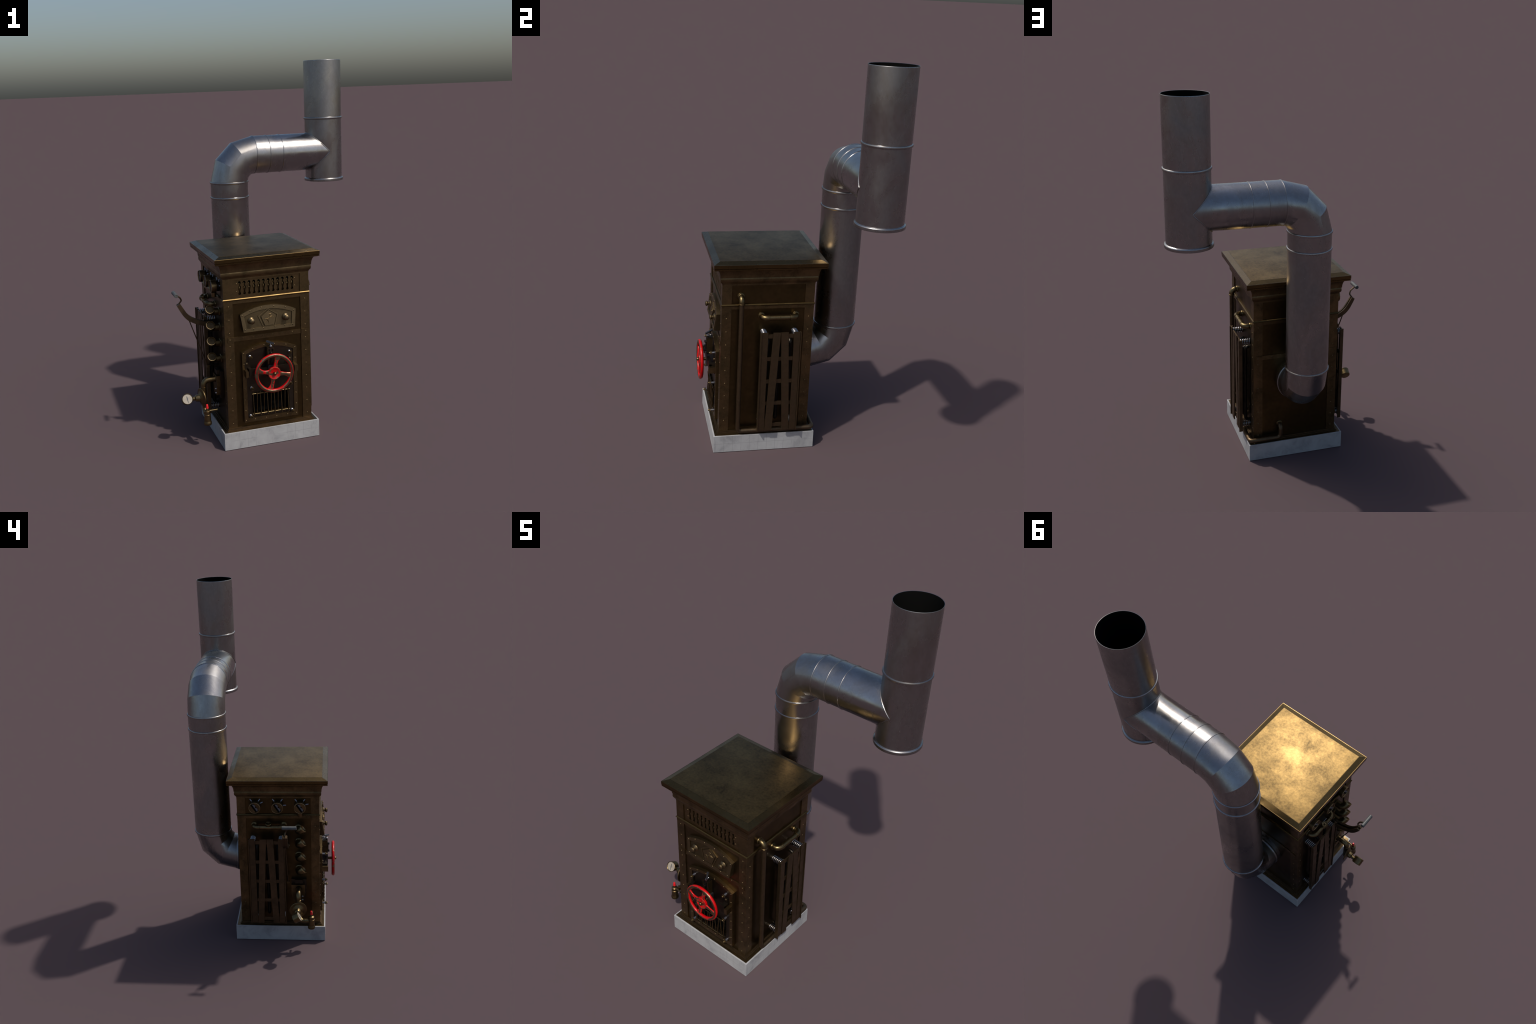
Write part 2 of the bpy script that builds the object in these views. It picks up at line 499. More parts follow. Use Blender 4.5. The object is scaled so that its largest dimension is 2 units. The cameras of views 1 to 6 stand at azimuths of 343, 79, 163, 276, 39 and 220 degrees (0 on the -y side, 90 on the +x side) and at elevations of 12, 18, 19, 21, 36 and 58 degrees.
VENT = [-0.2645 + i * 0.02577 for i in range(12)]
plate_with_holes("vent_panel", "bronze_plate", PX0 - 0.002, PX1 + 0.002, ZG + 0.001, ZT, Y0 + REC, Y0 + 0.0105, [slot(c) for c in VENT], cab)
box("vent_void", "painted_hollow_dark", PX0, PX1, Y0 + 0.030, Y0 + 0.034, ZG + 0.002, ZT, cab, bevel=0)
bm = bmesh.new()
for c in VENT:
    add_lathe(bm, [(0, 0.002), (0.008, 0.0030), (0.019, 0.0040), (0.029, 0.0058), (0.0345, 0.0062), (0.0370, 0.0042), (0.0378, 0.0068), (0.0395, 0.0068), (0.0403, 0.0040), (0.046, 0.0028), (0.053, 0.0040), (0.058, 0.0018)], (c, Y0 + 0.0135, 0.826), (0, 0, 1), 16)
finish(bm, "vent_baluster", "brass", cab, angle=50, stuff=True)

for nm, x0, x1, y0, y1 in (("panel", X0 + REC, X0 + 0.030, PY0 - 0.02, PY1 + 0.02), ("panel", X1 - 0.030, X1 - REC, PY0 - 0.02, PY1 + 0.02),
                           ("panel", PX0 - 0.02, PX1 + 0.02, Y1 - 0.030, Y1 - REC)):
    box(nm, "bronze", x0, x1, y0, y1, ZB - 0.004, ZT, cab, bevel=0)

# corner posts
for sx, sy in ((0, 0), (1, 0), (0, 1), (1, 1)):
    x0, x1 = (X0, X0 + PW) if sx == 0 else (X1 - PW, X1)
    y0, y1 = (Y0, Y0 + PW) if sy == 0 else (Y1 - PW, Y1)
    box("corner_post", "bronze_plate", x0, x1, y0, y1, ZB - 0.003, ZT, cab, bevel=0.0016, segs=2)

# frieze bands: gilt ledge with the flat band under it, and the band under the cornice
square_loft("frieze_band", "bronze_plate", [(-0.012, 0.7790), (0.0006, 0.7795), (0.0006, 0.7960), (-0.012, 0.7960)], cab)
square_loft("glint_ledge", "glint", [(-0.012, 0.7945), (0.0010, 0.7950), (0.0030, 0.7985), (0.0046, 0.7994), (0.0050, 0.8004), (0.0047, 0.8013), (0.0018, 0.8051), (0.0004, 0.8060), (-0.012, 0.8062)], cab, angle=24)  # upper facet angled toward the sun so its glint draws the gold line
square_loft("frieze_band", "bronze_plate", [(-0.012, 0.9040), (0.0006, 0.9045), (0.0006, 0.9130), (-0.012, 0.9130)], cab)

# cornice: ovolo, cove, square rim, then bevelled lid
cove = [(0.0125 + (0.0320 - 0.0125) * (1 - cos(a)), 0.9475 + (0.9935 - 0.9475) * sin(a)) for a in [pi / 2 * i / 9 for i in range(10)]]
square_loft("cornice", "bronze_plate", [(-0.02, 0.9120), (0.0010, 0.9122), (0.0035, 0.9150), (0.0042, 0.9190), (0.0075, 0.9215), (0.0102, 0.9265), (0.0112, 0.9330), (0.0110, 0.9400), (0.0100, 0.9450), (0.0085, 0.9470)]
            + cove + [(0.0400, 0.9935), (0.0400, 0.9960)], cab, angle=32)
square_loft("lid", "lid_edge", [(0.030, 0.9955), (0.0450, 0.9958), (0.0466, 0.9968), (0.0468, 1.0034), (0.0440, 1.0044), (0.0440, 1.0058), (0.0478, 1.0064), (0.0478, 1.0238), (0.0474, 1.0245), (0.0450, 1.0247),
            (0.0186, 1.0344), (0.0170, 1.0346)], cab, angle=6)
square_loft("lid_top", "lid_top", [(0.0168, 1.0340), (0.0168, 1.0352), (0.0150, 1.0356)], cab, angle=20)

# iron straps with end plates, front and back
YB = Y0 + REC
for ys, yb, sgn in ((Y0, Y0 + REC, -1), (Y1, Y1 - REC, 1)):
    a, c = sorted((yb + sgn * 0.0032, yb - sgn * 0.004))
    box("strap", "bronze_plate", PX0 + 0.0005, PX1 - 0.0005, a, c, 0.5785, 0.6015, cab, bevel=0.0014)
    for x0, x1 in ((X0 + 0.0125, X0 + PW - 0.0006), (X1 - PW + 0.0006, X1 - 0.0125)):
        a, c = sorted((ys + sgn * 0.0030, ys - sgn * 0.003))
        box("strap_end", "bronze_plate", x0, x1, a, c, 0.5770, 0.6025, cab, bevel=0.0014)

# rivets
zs_front = [0.766 - 0.0706 * i for i in range(10)]
zs_side = [0.7300 - 0.0706 * i for i in range(9)]
sp = [(x, Y0 - 0.0004, z) for x in (-0.3295, 0.0850) for z in zs_front]
sp += [(x, Y0 - 0.0032, 0.590) for x in (-0.3290, 0.0865)]
sp += [(-0.257 + i * 0.0538, Y0 + REC - 0.0034, 0.5930) for i in range(6)]
sp += [(x, Y0 + REC, z) for x in (-0.2805, 0.0340) for z in (0.881, 0.841)]
rivets("rivet", "rivet", sp, (0, -1, 0), parent=cab)
sp = [(x, Y1 + 0.0004, z) for x in (-0.3295, 0.0850) for z in zs_front] + [(x, Y1 + 0.0032, 0.590) for x in (-0.3290, 0.0865)]
sp += [(-0.257 + i * 0.0538, Y1 - REC + 0.0034, 0.5930) for i in range(6)]
rivets("rivet", "rivet", sp, (0, 1, 0), parent=cab)
rivets("rivet", "rivet", [(X0 - 0.0004, y, z) for y in (-0.3055, 0.1090) for z in zs_side], (-1, 0, 0), parent=cab)
rivets("rivet", "rivet", [(X1 + 0.0004, y, z) for y in (-0.3055, 0.1090) for z in zs_side], (1, 0, 0), parent=cab)

# ------------------------------------------------------------------ name plaque with knobs
pq = group("plaque")
PQY = lambda z: -0.3575 - (-0.0133) * (z - 0.629) / 0.1      # leaning front
plq = [(-0.2600, 0.6290), (0.0185, 0.6290)] + arc_pts(-0.2720, 0.0290, 0.7205, 0.7570)
inner = [(-0.2430, 0.6470), (0.0020, 0.6470)] + arc_pts(-0.2535, 0.0085, 0.7100, 0.7385)
front_prism("plaque_body", "plaque_field", plq, 0.0060, YB + 0.004, pq, bevel=0.0012, tilt=PQY)
# raised border as a ring between the two outlines
def ring_prism(name, mat, outer, inner, y_front, y_back, parent, tilt=None):
    bm = bmesh.new()
    t = tilt or (lambda z: 0.0)
    def resample(poly, n):
        P = [V((p[0], p[1])) for p in poly]
        L = [(P[(i + 1) % len(P)] - P[i]).length for i in range(len(P))]
        return P, L
    n = len(outer)
    of = [bm.verts.new((x, y_front + t(z), z)) for x, z in outer]
    inf = [bm.verts.new((x, y_front + t(z), z)) for x, z in inner]
    ob = [bm.verts.new((x, y_back + t(z), z)) for x, z in outer]
    inb = [bm.verts.new((x, y_back + t(z), z)) for x, z in inner]
    for i in range(n):
        j = (i + 1) % n
        bm.faces.new((of[i], of[j], inf[j], inf[i]))
        bm.faces.new((ob[i], inb[i], inb[j], ob[j]))
        bm.faces.new((of[i], ob[i], ob[j], of[j]))
        bm.faces.new((inf[i], inf[j], inb[j], inb[i]))
    return finish(bm, name, mat, parent, bevel=0.0013)
ring_prism("plaque_border", "bronze_light", plq, inner, 0.0, 0.0068, pq, PQY)
def ngon(cx, cz, r, n=5, a0=pi / 2):
    return [(cx + r * cos(a0 + 2 * pi * i / n), cz + r * sin(a0 + 2 * pi * i / n)) for i in range(n)]
pent_o = [(-0.1230, 0.7385), (-0.1775, 0.7060), (-0.1545, 0.6480), (-0.0870, 0.6480), (-0.0680, 0.7050)]
pent_m = [(-0.1225, 0.7345), (-0.1700, 0.7040), (-0.1505, 0.6500), (-0.0905, 0.6500), (-0.0745, 0.7035)]
pent_i = [(-0.1215, 0.7300), (-0.1610, 0.7010), (-0.1430, 0.6530), (-0.0955, 0.6530), (-0.0820, 0.7015)]
ring_prism("pentagon_rim", "bronze_light", pent_o, pent_m, 0.0018, 0.0066, pq, PQY)
front_prism("pentagon_shield", "bronze_light", pent_i, -0.0012, 0.012, pq, bevel=0.0012, tilt=PQY)
# small relief of a rearing animal, drawn with tapering strokes
bm = bmesh.new()
def stroke(pts, r0, r1):
    P = rounded([(x, PQY(z) - 0.0012, z) for x, z in pts], 0.006, 4)
    add_tube(bm, P, r0, 8, True, rfun=lambda t: r0 + (r1 - r0) * t)
stroke([(-0.1240, 0.7085), (-0.1165, 0.7115), (-0.1080, 0.7090)], 0.0015, 0.0022)
stroke([(-0.1150, 0.7090), (-0.1140, 0.6980), (-0.1220, 0.6890), (-0.1320, 0.6840)], 0.0030, 0.0036)
stroke([(-0.1150, 0.6960), (-0.1040, 0.6985), (-0.0940, 0.6925)], 0.0022, 0.0012)
stroke([(-0.1160, 0.6930), (-0.1050, 0.6930), (-0.1000, 0.6870)], 0.0020, 0.0011)
stroke([(-0.1300, 0.6860), (-0.1290, 0.6760), (-0.1420, 0.6730)], 0.0030, 0.0012)
stroke([(-0.1290, 0.6850), (-0.1240, 0.6740), (-0.1215, 0.6610)], 0.0030, 0.0012)
stroke([(-0.1320, 0.6850), (-0.1400, 0.6890), (-0.1450, 0.6840)], 0.0020, 0.0012)
finish(bm, "relief_emblem", "rivet", pq, angle=60)
knob_prof = [(0, 0.0185), (0.0025, 0.0185), (0.0055, 0.0165), (0.0080, 0.0120), (0.0110, 0.0086), (0.0140, 0.0084), (0.0160, 0.0105), (0.0180, 0.0128), (0.0207, 0.0143),
             (0.0240, 0.0140), (0.0270, 0.0115), (0.0290, 0.0070), (0.0298, 0.0004)]
for x in (-0.2150, -0.0285):
    lathe("plaque_knob", "bronze_light", knob_prof, (x, PQY(0.685) + 0.005, 0.685), (0, -1, 0.0), pq, 28, 30)
bt = [(-0.2620, 0.7145), (-0.2190, 0.7355), (-0.1565, 0.7475), (-0.0895, 0.7475), (-0.0270, 0.7355), (0.0180, 0.7150)]
bb = [(-0.2510, 0.6415), (-0.2060, 0.6415), (-0.1530, 0.6415), (-0.0915, 0.6415), (-0.0370, 0.6410), (0.0070, 0.6415)]
rivets("plaque_rivet", "bronze_light", [(x, PQY(z) - 0.0002, z) for x, z in bt + bb], (0, -1, 0), 0.0038, 0.0024, pq)

# ------------------------------------------------------------------ fire door
dr = group("fire_door")
DY = -0.3425
door = [(-0.2700, 0.1315), (0.0290, 0.1305)] + arc_pts(-0.2710, 0.0290, 0.5165, 0.5525)
door_in = [(-0.2500, 0.1540), (0.0085, 0.1540)] + arc_pts(-0.2500, 0.0085, 0.5060, 0.5360)
dp = plate_with_holes("door_panel", "iron_door", -0.2640, 0.0220, 0.1370, 0.5100, DY + 0.0045, YB + 0.002, [grate_hole], dr)
front_prism("door_panel_head", "iron_door", [(-0.2640, 0.5100), (0.0220, 0.5100)] + arc_pts(-0.2640, 0.0220, 0.5101, 0.5460), DY + 0.0045, YB + 0.002, dr, bevel=0)
ring_prism("door_frame", "bronze_plate", door, door_in, DY, YB + 0.001, dr)
dz = [0.511, 0.453, 0.379, 0.318, 0.2575, 0.196, 0.1425]
ds = [(x, z) for x in (-0.2620, 0.0195) for z in dz] + [(-0.2120, 0.5320), (-0.1505, 0.5440), (-0.0920, 0.5440), (-0.0295, 0.5320)]
ds += [(x, 0.1425) for x in (-0.2110, -0.1500, -0.0925, -0.0310)]
rivets("door_rivet", "rivet", [(x, DY - 0.0002, z) for x, z in ds], (0, -1, 0), 0.0036, 0.0021, dr)

# woven grate
gr = group("grate")
for z, x0, x1 in ((0.2860, -0.2255, -0.0185), (0.1745, -0.2255, -0.0185)):
    tube("grate_rod", "brass", [(x0, -0.3480, z), (x1, -0.3480, z)], 0.0030, gr, 12)
for i in range(11):
    x = -0.2185 + 0.01925 * i
    s = 1 if i % 2 == 0 else -1
    tube("grate_bar", "bronze_plate", [(x, -0.3480 + s * 0.0055, 0.2935), (x, -0.3480 + s * 0.0052, 0.2860), (x, -0.3480 - s * 0.0052, 0.1745), (x, -0.3480 - s * 0.0055, 0.1650)], 0.0027, gr, 10)
box("grate_void", "painted_hollow_dark", GX0 - 0.004, GX1 + 0.004, Y0 + 0.040, Y0 + 0.044, GZ0 - 0.004, GZ1 + 0.004, gr, bevel=0)

# door bolts: threaded steel shank and brass nut
def bolt(x, z, parent):
    y = DY + 0.0045
    bm = bmesh.new()
    prof = []
    for i in range(5):
        d = 0.002 + i * 0.0042
        prof += [(d, 0.0050), (d + 0.0012, 0.0066), (d + 0.0026, 0.0066), (d + 0.0038, 0.0050)]
    add_lathe(bm, [(0, 0.0050)] + prof, (x, y, z), (0, -1, 0), 18)
    finish(bm, "door_bolt", "bolt_steel", parent, angle=50)
    bm = bmesh.new()
    add_lathe(bm, [(0, 0.0092), (0.0010, 0.0098), (0.0055, 0.0098), (0.0065, 0.0090)], (x, y - 0.0215, z), (0, -1, 0), 6)
    finish(bm, "bolt_nut", "bronze_plate", parent, angle=20)
    lathe("bolt_tip", "brass", [(0, 0.0058), (0.0085, 0.0056), (0.0105, 0.0044), (0.0105, 0.0026), (0.0075, 0.0024)], (x, y - 0.0245, z), (0, -1, 0), parent, 16)
    lathe("bolt_socket", "painted_hollow_dark", [(0, 0.0027), (0.0006, 0.0027)], (x, y - 0.0345, z), (0, -1, 0), parent, 12)
bolts = group("door_fastening")
for x, z in ((-0.2290, 0.4928), (-0.0130, 0.4928), (-0.2272, 0.3205), (-0.0145, 0.3210), (-0.2362, 0.1665), (-0.0055, 0.1660)):
    bolt(x, z, bolts)

# locking bar in its two keepers, screw column, hub block
box("locking_bar", "iron_door", -0.2405, 0.0020, -0.3720, -0.3600, 0.3930, 0.4320, bolts, bevel=0.0015)
for x0, x1 in ((-0.2620, -0.2480), (0.0040, 0.0225)):
    box("bar_keeper", "bronze_plate", x0, x1, -0.3780, DY + 0.001, 0.3920, 0.4240, bolts, bevel=0.0015)
for x0, x1 in ((-0.2435, -0.2290), (-0.0200, 0.0020)):
    box("bar_keeper", "iron_door", x0, x1, -0.3745, DY + 0.002, 0.3880, 0.4350, bolts, bevel=0.0015)
for x in (-0.2480, -0.0120):
    box("keeper_tongue", "iron_door", x - 0.0095, x + 0.0095, -0.3460, DY + 0.003, 0.3760, 0.4640, bolts, bevel=0.002)
    lathe("keeper_screw", "bronze_light", [(0, 0.0062), (0.0025, 0.0055), (0.0040, 0.0030), (0.0044, 0.0004)], (x, -0.3458, 0.4560), (0, -1, 0), bolts, 14)
    lathe("keeper_screw", "bronze_light", [(0, 0.0062), (0.0025, 0.0055), (0.0040, 0.0030), (0.0044, 0.0004)], (x, -0.3458, 0.3825), (0, -1, 0), bolts, 14)
col = group("latch")
box("latch_column", "iron_door", -0.1405, -0.1070, -0.3730, -0.3430, 0.4450, 0.5355, col, bevel=0.002)
for x0, x1 in ((-0.1370, -0.1270), (-0.1180, -0.1080)):
    box("latch_window", "painted_hollow_dark", x0, x1, -0.3737, -0.3700, 0.5170, 0.5270, col, bevel=0)
box("latch_cheek", "bronze_plate", -0.1412, -0.1380, -0.3750, -0.3430, 0.4460, 0.5300, col, bevel=0.0008)
box("latch_cheek", "bronze_plate", -0.1090, -0.1058, -0.3750, -0.3430, 0.4460, 0.5300, col, bevel=0.0008)
for z in (0.5080, 0.4600):
    lathe("latch_nut", "dark", [(0, 0.0070), (0.0120, 0.0070), (0.0130, 0.0060)], (-0.1235, -0.3725, z), (0, -1, 0), col, 6, 20)
tube("latch_pin", "dark", [(-0.1235, -0.3770, 0.508), (-0.1235, -0.3770, 0.460)], 0.0032, col, 10)
lathe("latch_ball", "bolt_steel", [(0.0072 - 0.0072 * cos(a), 0.0072 * sin(a)) for a in [pi * i / 12 for i in range(13)]], (-0.1215, -0.3690, 0.5350), (0, 0, 1), col, 18, 60)
tube("latch_stem", "bright_steel", [(-0.1215, -0.3690, 0.545), (-0.1215, -0.3650, 0.562)], 0.0028, col, 10)
for y in (-0.3600, -0.3520):
    lathe("latch_spring", "bright_steel", [(0, 0.0050), (0.0015, 0.0062), (0.0040, 0.0062), (0.0055, 0.0050)], (-0.1215, y, 0.5430), (0, -1, 0), col, 14, 50)
bm = bmesh.new()
kq = [V((-0.1395, -0.3470, 0.5600)), V((-0.1300, -0.3430, 0.5600)), V((-0.1055, -0.3800, 0.5610)), V((-0.1120, -0.3835, 0.5620))]
up = V((0.30, 0.05, 0.95)).normalized() * 0.0030
A = [bm.verts.new(p + up + V((0, 0, (0.006, 0.006, -0.002, -0.002)[i]))) for i, p in enumerate(kq)]
B = [bm.verts.new(p - up + V((0, 0, (0.004, 0.004, -0.004, -0.004)[i]))) for i, p in enumerate(kq)]
bm.faces.new(A); bm.faces.new(B)
for i in range(4):
    bm.faces.new((A[i], A[(i + 1) % 4], B[(i + 1) % 4], B[i]))
finish(bm, "latch_key", "key_steel", col, bevel=0.001)

# ------------------------------------------------------------------ red handwheel
hw = group("handwheel")
WC = V((-0.1195, -0.4070, 0.4085))
box("hub_block", "key_steel", -0.1400, -0.0990, -0.3765, -0.3420, 0.3750, 0.4430, hw, bevel=0.003, segs=2)
lathe("wheel_shaft", "bronze_plate", [(0, 0.0086), (0.034, 0.0086)], (WC.x, -0.3740, WC.z), (0, -1, 0), hw, 20)
bm = bmesh.new()
add_tube(bm, [WC + V((0.0958 * cos(a), 0, 0.0958 * sin(a))) for a in [2 * pi * i / 72 for i in range(72)]], 0.0094, 18, closed=True)
finish(bm, "wheel_rim", "red", hw, angle=60)
lathe("wheel_hub", "red", [(0, 0.0300), (0.0030, 0.0335), (0.0135, 0.0345), (0.0160, 0.0335), (0.0168, 0.0310), (0.0150, 0.0245), (0.0125, 0.0190), (0.0120, 0.0130), (0.0120, 0.002)],
      (WC.x, WC.y + 0.0085, WC.z), (0, -1, 0), hw, 40, 30)
for k in range(4):
    a = radians(-16 + 90 * k)
    bm = bmesh.new()
    rings = []
    K = 12
    for i in range(K + 1):
        t = i / K
        r = 0.0280 + (0.0900 - 0.0280) * t
        wd = 0.0094 + 0.0058 * (abs(t - 0.45) / 0.45) ** 1.9
        th = 0.0056 - 0.0008 * sin(pi * t)
        bend = 0.0045 * sin(pi * t)
        c = WC + V((cos(a) * r - sin(a) * bend, 0, sin(a) * r + cos(a) * bend))
        side = V((-sin(a), 0, cos(a)))
        ring = []
        for s in range(12):
            q = 2 * pi * s / 12
            cq, sq = cos(q), sin(q)
            sc = lambda v: math.copysign(abs(v) ** 0.7, v)
            ring.append(bm.verts.new(c + side * (wd * sc(cq)) + V((0, th * sc(sq), 0))))
        rings.append(ring)
    for A, B in zip(rings, rings[1:]):
        for s in range(12):
            bm.faces.new((A[s], A[(s + 1) % 12], B[(s + 1) % 12], B[s]))
    bm.faces.new(list(reversed(rings[0]))); bm.faces.new(rings[-1])
    finish(bm, "wheel_spoke", "red", hw, angle=50)
lathe("wheel_nut", "brass", [(0, 0.0085), (0.0125, 0.0088), (0.0160, 0.0080), (0.0185, 0.0055), (0.0198, 0.0004)], (WC.x, -0.4075, WC.z), (0, -1, 0), hw, 20, 35)

# ------------------------------------------------------------------ steel flue
fl = group("flue")
R = 0.1080
RX, RY, TX = -0.1222, 0.3118, 0.4655
AZ = 1.4780
BR = 0.1450                                    # bend radius of the elbows
SEG = 72

def bead(d, r, h=0.0045, w=0.0065):
    return [(d - w, r), (d - w * 0.75, r + h * 0.75), (d - w * 0.3, r + h), (d + w * 0.3, r + h), (d + w * 0.75, r + h * 0.75), (d + w, r)]

zc_up, zc_lo = AZ - BR, 0.5980
lathe("riser_pipe", "steel", [(zc_lo - 0.002, R)] + bead(zc_lo + 0.004, R) + bead(1.2435, R) + bead(zc_up - 0.003, R) + [(zc_up + 0.001, R)],
      (RX, RY, 0), (0, 0, 1), fl, SEG, 40, cap0=False, cap1=False)

def gored_elbow(name, start_dir, end_dir, centre, parent):
    """three straight gores; sections at 0, 30, 60 and 90 degrees about the bend centre"""
    bm = bmesh.new()
    rings = []
    for k in range(4):
        a = radians(30 * k)
        radial = start_dir * cos(a) + end_dir * sin(a)
        c = centre + radial * BR
        side = start_dir.cross(end_dir).normalized()
        rings.append([bm.verts.new(c + (radial * cos(2 * pi * s / SEG) + side * sin(2 * pi * s / SEG)) * R) for s in range(SEG)])
    for A, B in zip(rings, rings[1:]):
        for s in range(SEG):
            bm.faces.new((A[s], A[(s + 1) % SEG], B[(s + 1) % SEG], B[s]))
    return finish(bm, name, "steel", parent, angle=11)

gored_elbow("flue_elbow", V((-1, 0, 0)), V((0, 0, 1)), V((RX + BR, RY, zc_up)), fl)
gored_elbow("flue_elbow", V((0, 1, 0)), V((0, 0, -1)), V((RX, RY - BR, zc_lo)), fl)
# outlet stub into the cabinet back
lathe("flue_collar", "steel", [(-0.005, R), (0.0, R)] + bead(0.010, R, 0.0045, 0.0085) + [(0.045, R)], (RX, RY - BR + 0.002, zc_lo - BR), (0, -1, 0), fl, SEG, 40, False, False)
# horizontal arm
AX0 = RX + BR
lathe("flue_arm", "steel", [(0, R)] + bead(0.0015, R, 0.0024, 0.0035) + bead(0.1046 - AX0, R, 0.0024, 0.0035) + bead(0.1824 - AX0, R, 0.0024, 0.0035) + [(TX - AX0, R)],
      (AX0, RY, AZ), (1, 0, 0), fl, SEG, 40, False, False)
# chimney tee
prof = [(1.3040, 0.02), (1.3040, R + 0.001), (1.3045, R + 0.0070), (1.3060, R + 0.0076), (1.3175, R + 0.0076), (1.3205, R + 0.0060), (1.3225, R + 0.0015), (1.3235, R)]
prof += bead(1.6705, R, 0.0050, 0.0070) + [(1.9985, R), (2.0, R - 0.0007), (1.9995, R - 0.0020)]
lathe("chimney", "steel", prof, (TX, RY, 0), (0, 0, 1), fl, SEG, 40, True, False)
# upper length's shading normals leaned up a degree to show a horizon-sky reflection
ch = bpy.data.objects["chimney"].data
cn = [V(c.vector) for c in ch.corner_normals]
for p in ch.polygons:
    zs = [ch.vertices[i].co.z for i in p.vertices]
    if min(zs) > 1.6765 and max(zs) < 1.9990:
        for li in p.loop_indices:
            cn[li] = (cn[li] + V((0, 0, 0.022))).normalized()
ch.normals_split_custom_set(cn)
lathe("chimney_inside_dark", "painted_hollow_dark", [(1.33, 0.01), (1.33, R - 0.0021), (1.9990, R - 0.0021)], (TX, RY, 0), (0, 0, 1), fl, SEG, 40, True, False)
# welded seam where the arm meets the chimney
bm = bmesh.new()
seam = []
for i in range(120):
    a = 2 * pi * i / 120
    seam.append((TX - (R + 0.0006) * abs(sin(a)) - 0.0004, RY + (R + 0.0006) * cos(a), AZ + (R + 0.0006) * sin(a)))
add_tube(bm, seam, 0.0024, 8, closed=True)
finish(bm, "flue_seam", "steel", fl, angle=60)

# ------------------------------------------------------------------ pipework helpers
def collar(name, p, axis, r, w, parent, mat="brass"):
    return lathe(name, mat, [(-w, r - 0.0014), (-w * 0.6, r), (w * 0.6, r), (w, r - 0.0014)], p, axis, parent, 24, 40)

def wall_ring(p, axis, r, parent):
    return lathe("wall_flange", "brass", [(-0.004, r), (0.0020, r), (0.0045, r * 0.93), (0.0060, r * 0.75)], p, axis, parent, 24, 30)

# ------------------------------------------------------------------ right side pipes
rp = group("right_pipework")
XW = X1 - REC
px, py, pr = 0.1355, -0.2360, 0.0125
tube("down_pipe", "slat", rounded([(px, py, 0.8170), (px, py, 0.1145), (px, 0.1575, 0.1150), (-0.0350, 0.1575, 0.1150), (-0.0350, 0.1575, 0.1760), (-0.0350, 0.1200, 0.1860)], 0.020, 8), pr * 0.96, rp, 20)
tube("pipe_elbow", "brass", rounded([(XW - 0.004, py, 0.8460), (px, py, 0.8460), (px, py, 0.8150)], 0.024, 10), 0.0145, rp, 20)
collar("pipe_collar", (px, py, 0.8160), (0, 0, 1), 0.0162, 0.003, rp)
wall_ring((XW, py, 0.8460), (1, 0, 0), 0.0190, rp)
collar("pipe_collar", (XW + 0.012, py, 0.8460), (1, 0, 0), 0.0162, 0.003, rp)
wall_ring((-0.0350, Y1 - REC, 0.1850), (0, 1, 0), 0.0170, rp)
hx, hz, hr = 0.1405, 0.7410, 0.0127
for y0, y1 in ((-0.1310, -0.0975), (0.0430, 0.0097)):
    tube("pipe_elbow", "brass", rounded([(XW - 0.004, y0, hz), (hx, y0, hz), (hx, y1, hz)], 0.026, 10), 0.0143, rp, 20)
    collar("pipe_collar", (hx, y1, hz), (0, 1, 0), 0.0158, 0.0025, rp)
    collar("pipe_collar", (XW + 0.010, y0, hz), (1, 0, 0), 0.0160, 0.0025, rp)
    wall_ring((XW, y0, hz), (1, 0, 0), 0.0180, rp)
tube("cross_pipe", "brass", [(hx, -0.0975, hz), (hx, 0.0097, hz)], hr, rp, 20)
collar("pipe_collar", (hx, -0.0425, hz), (0, 1, 0), 0.0141, 0.002, rp)

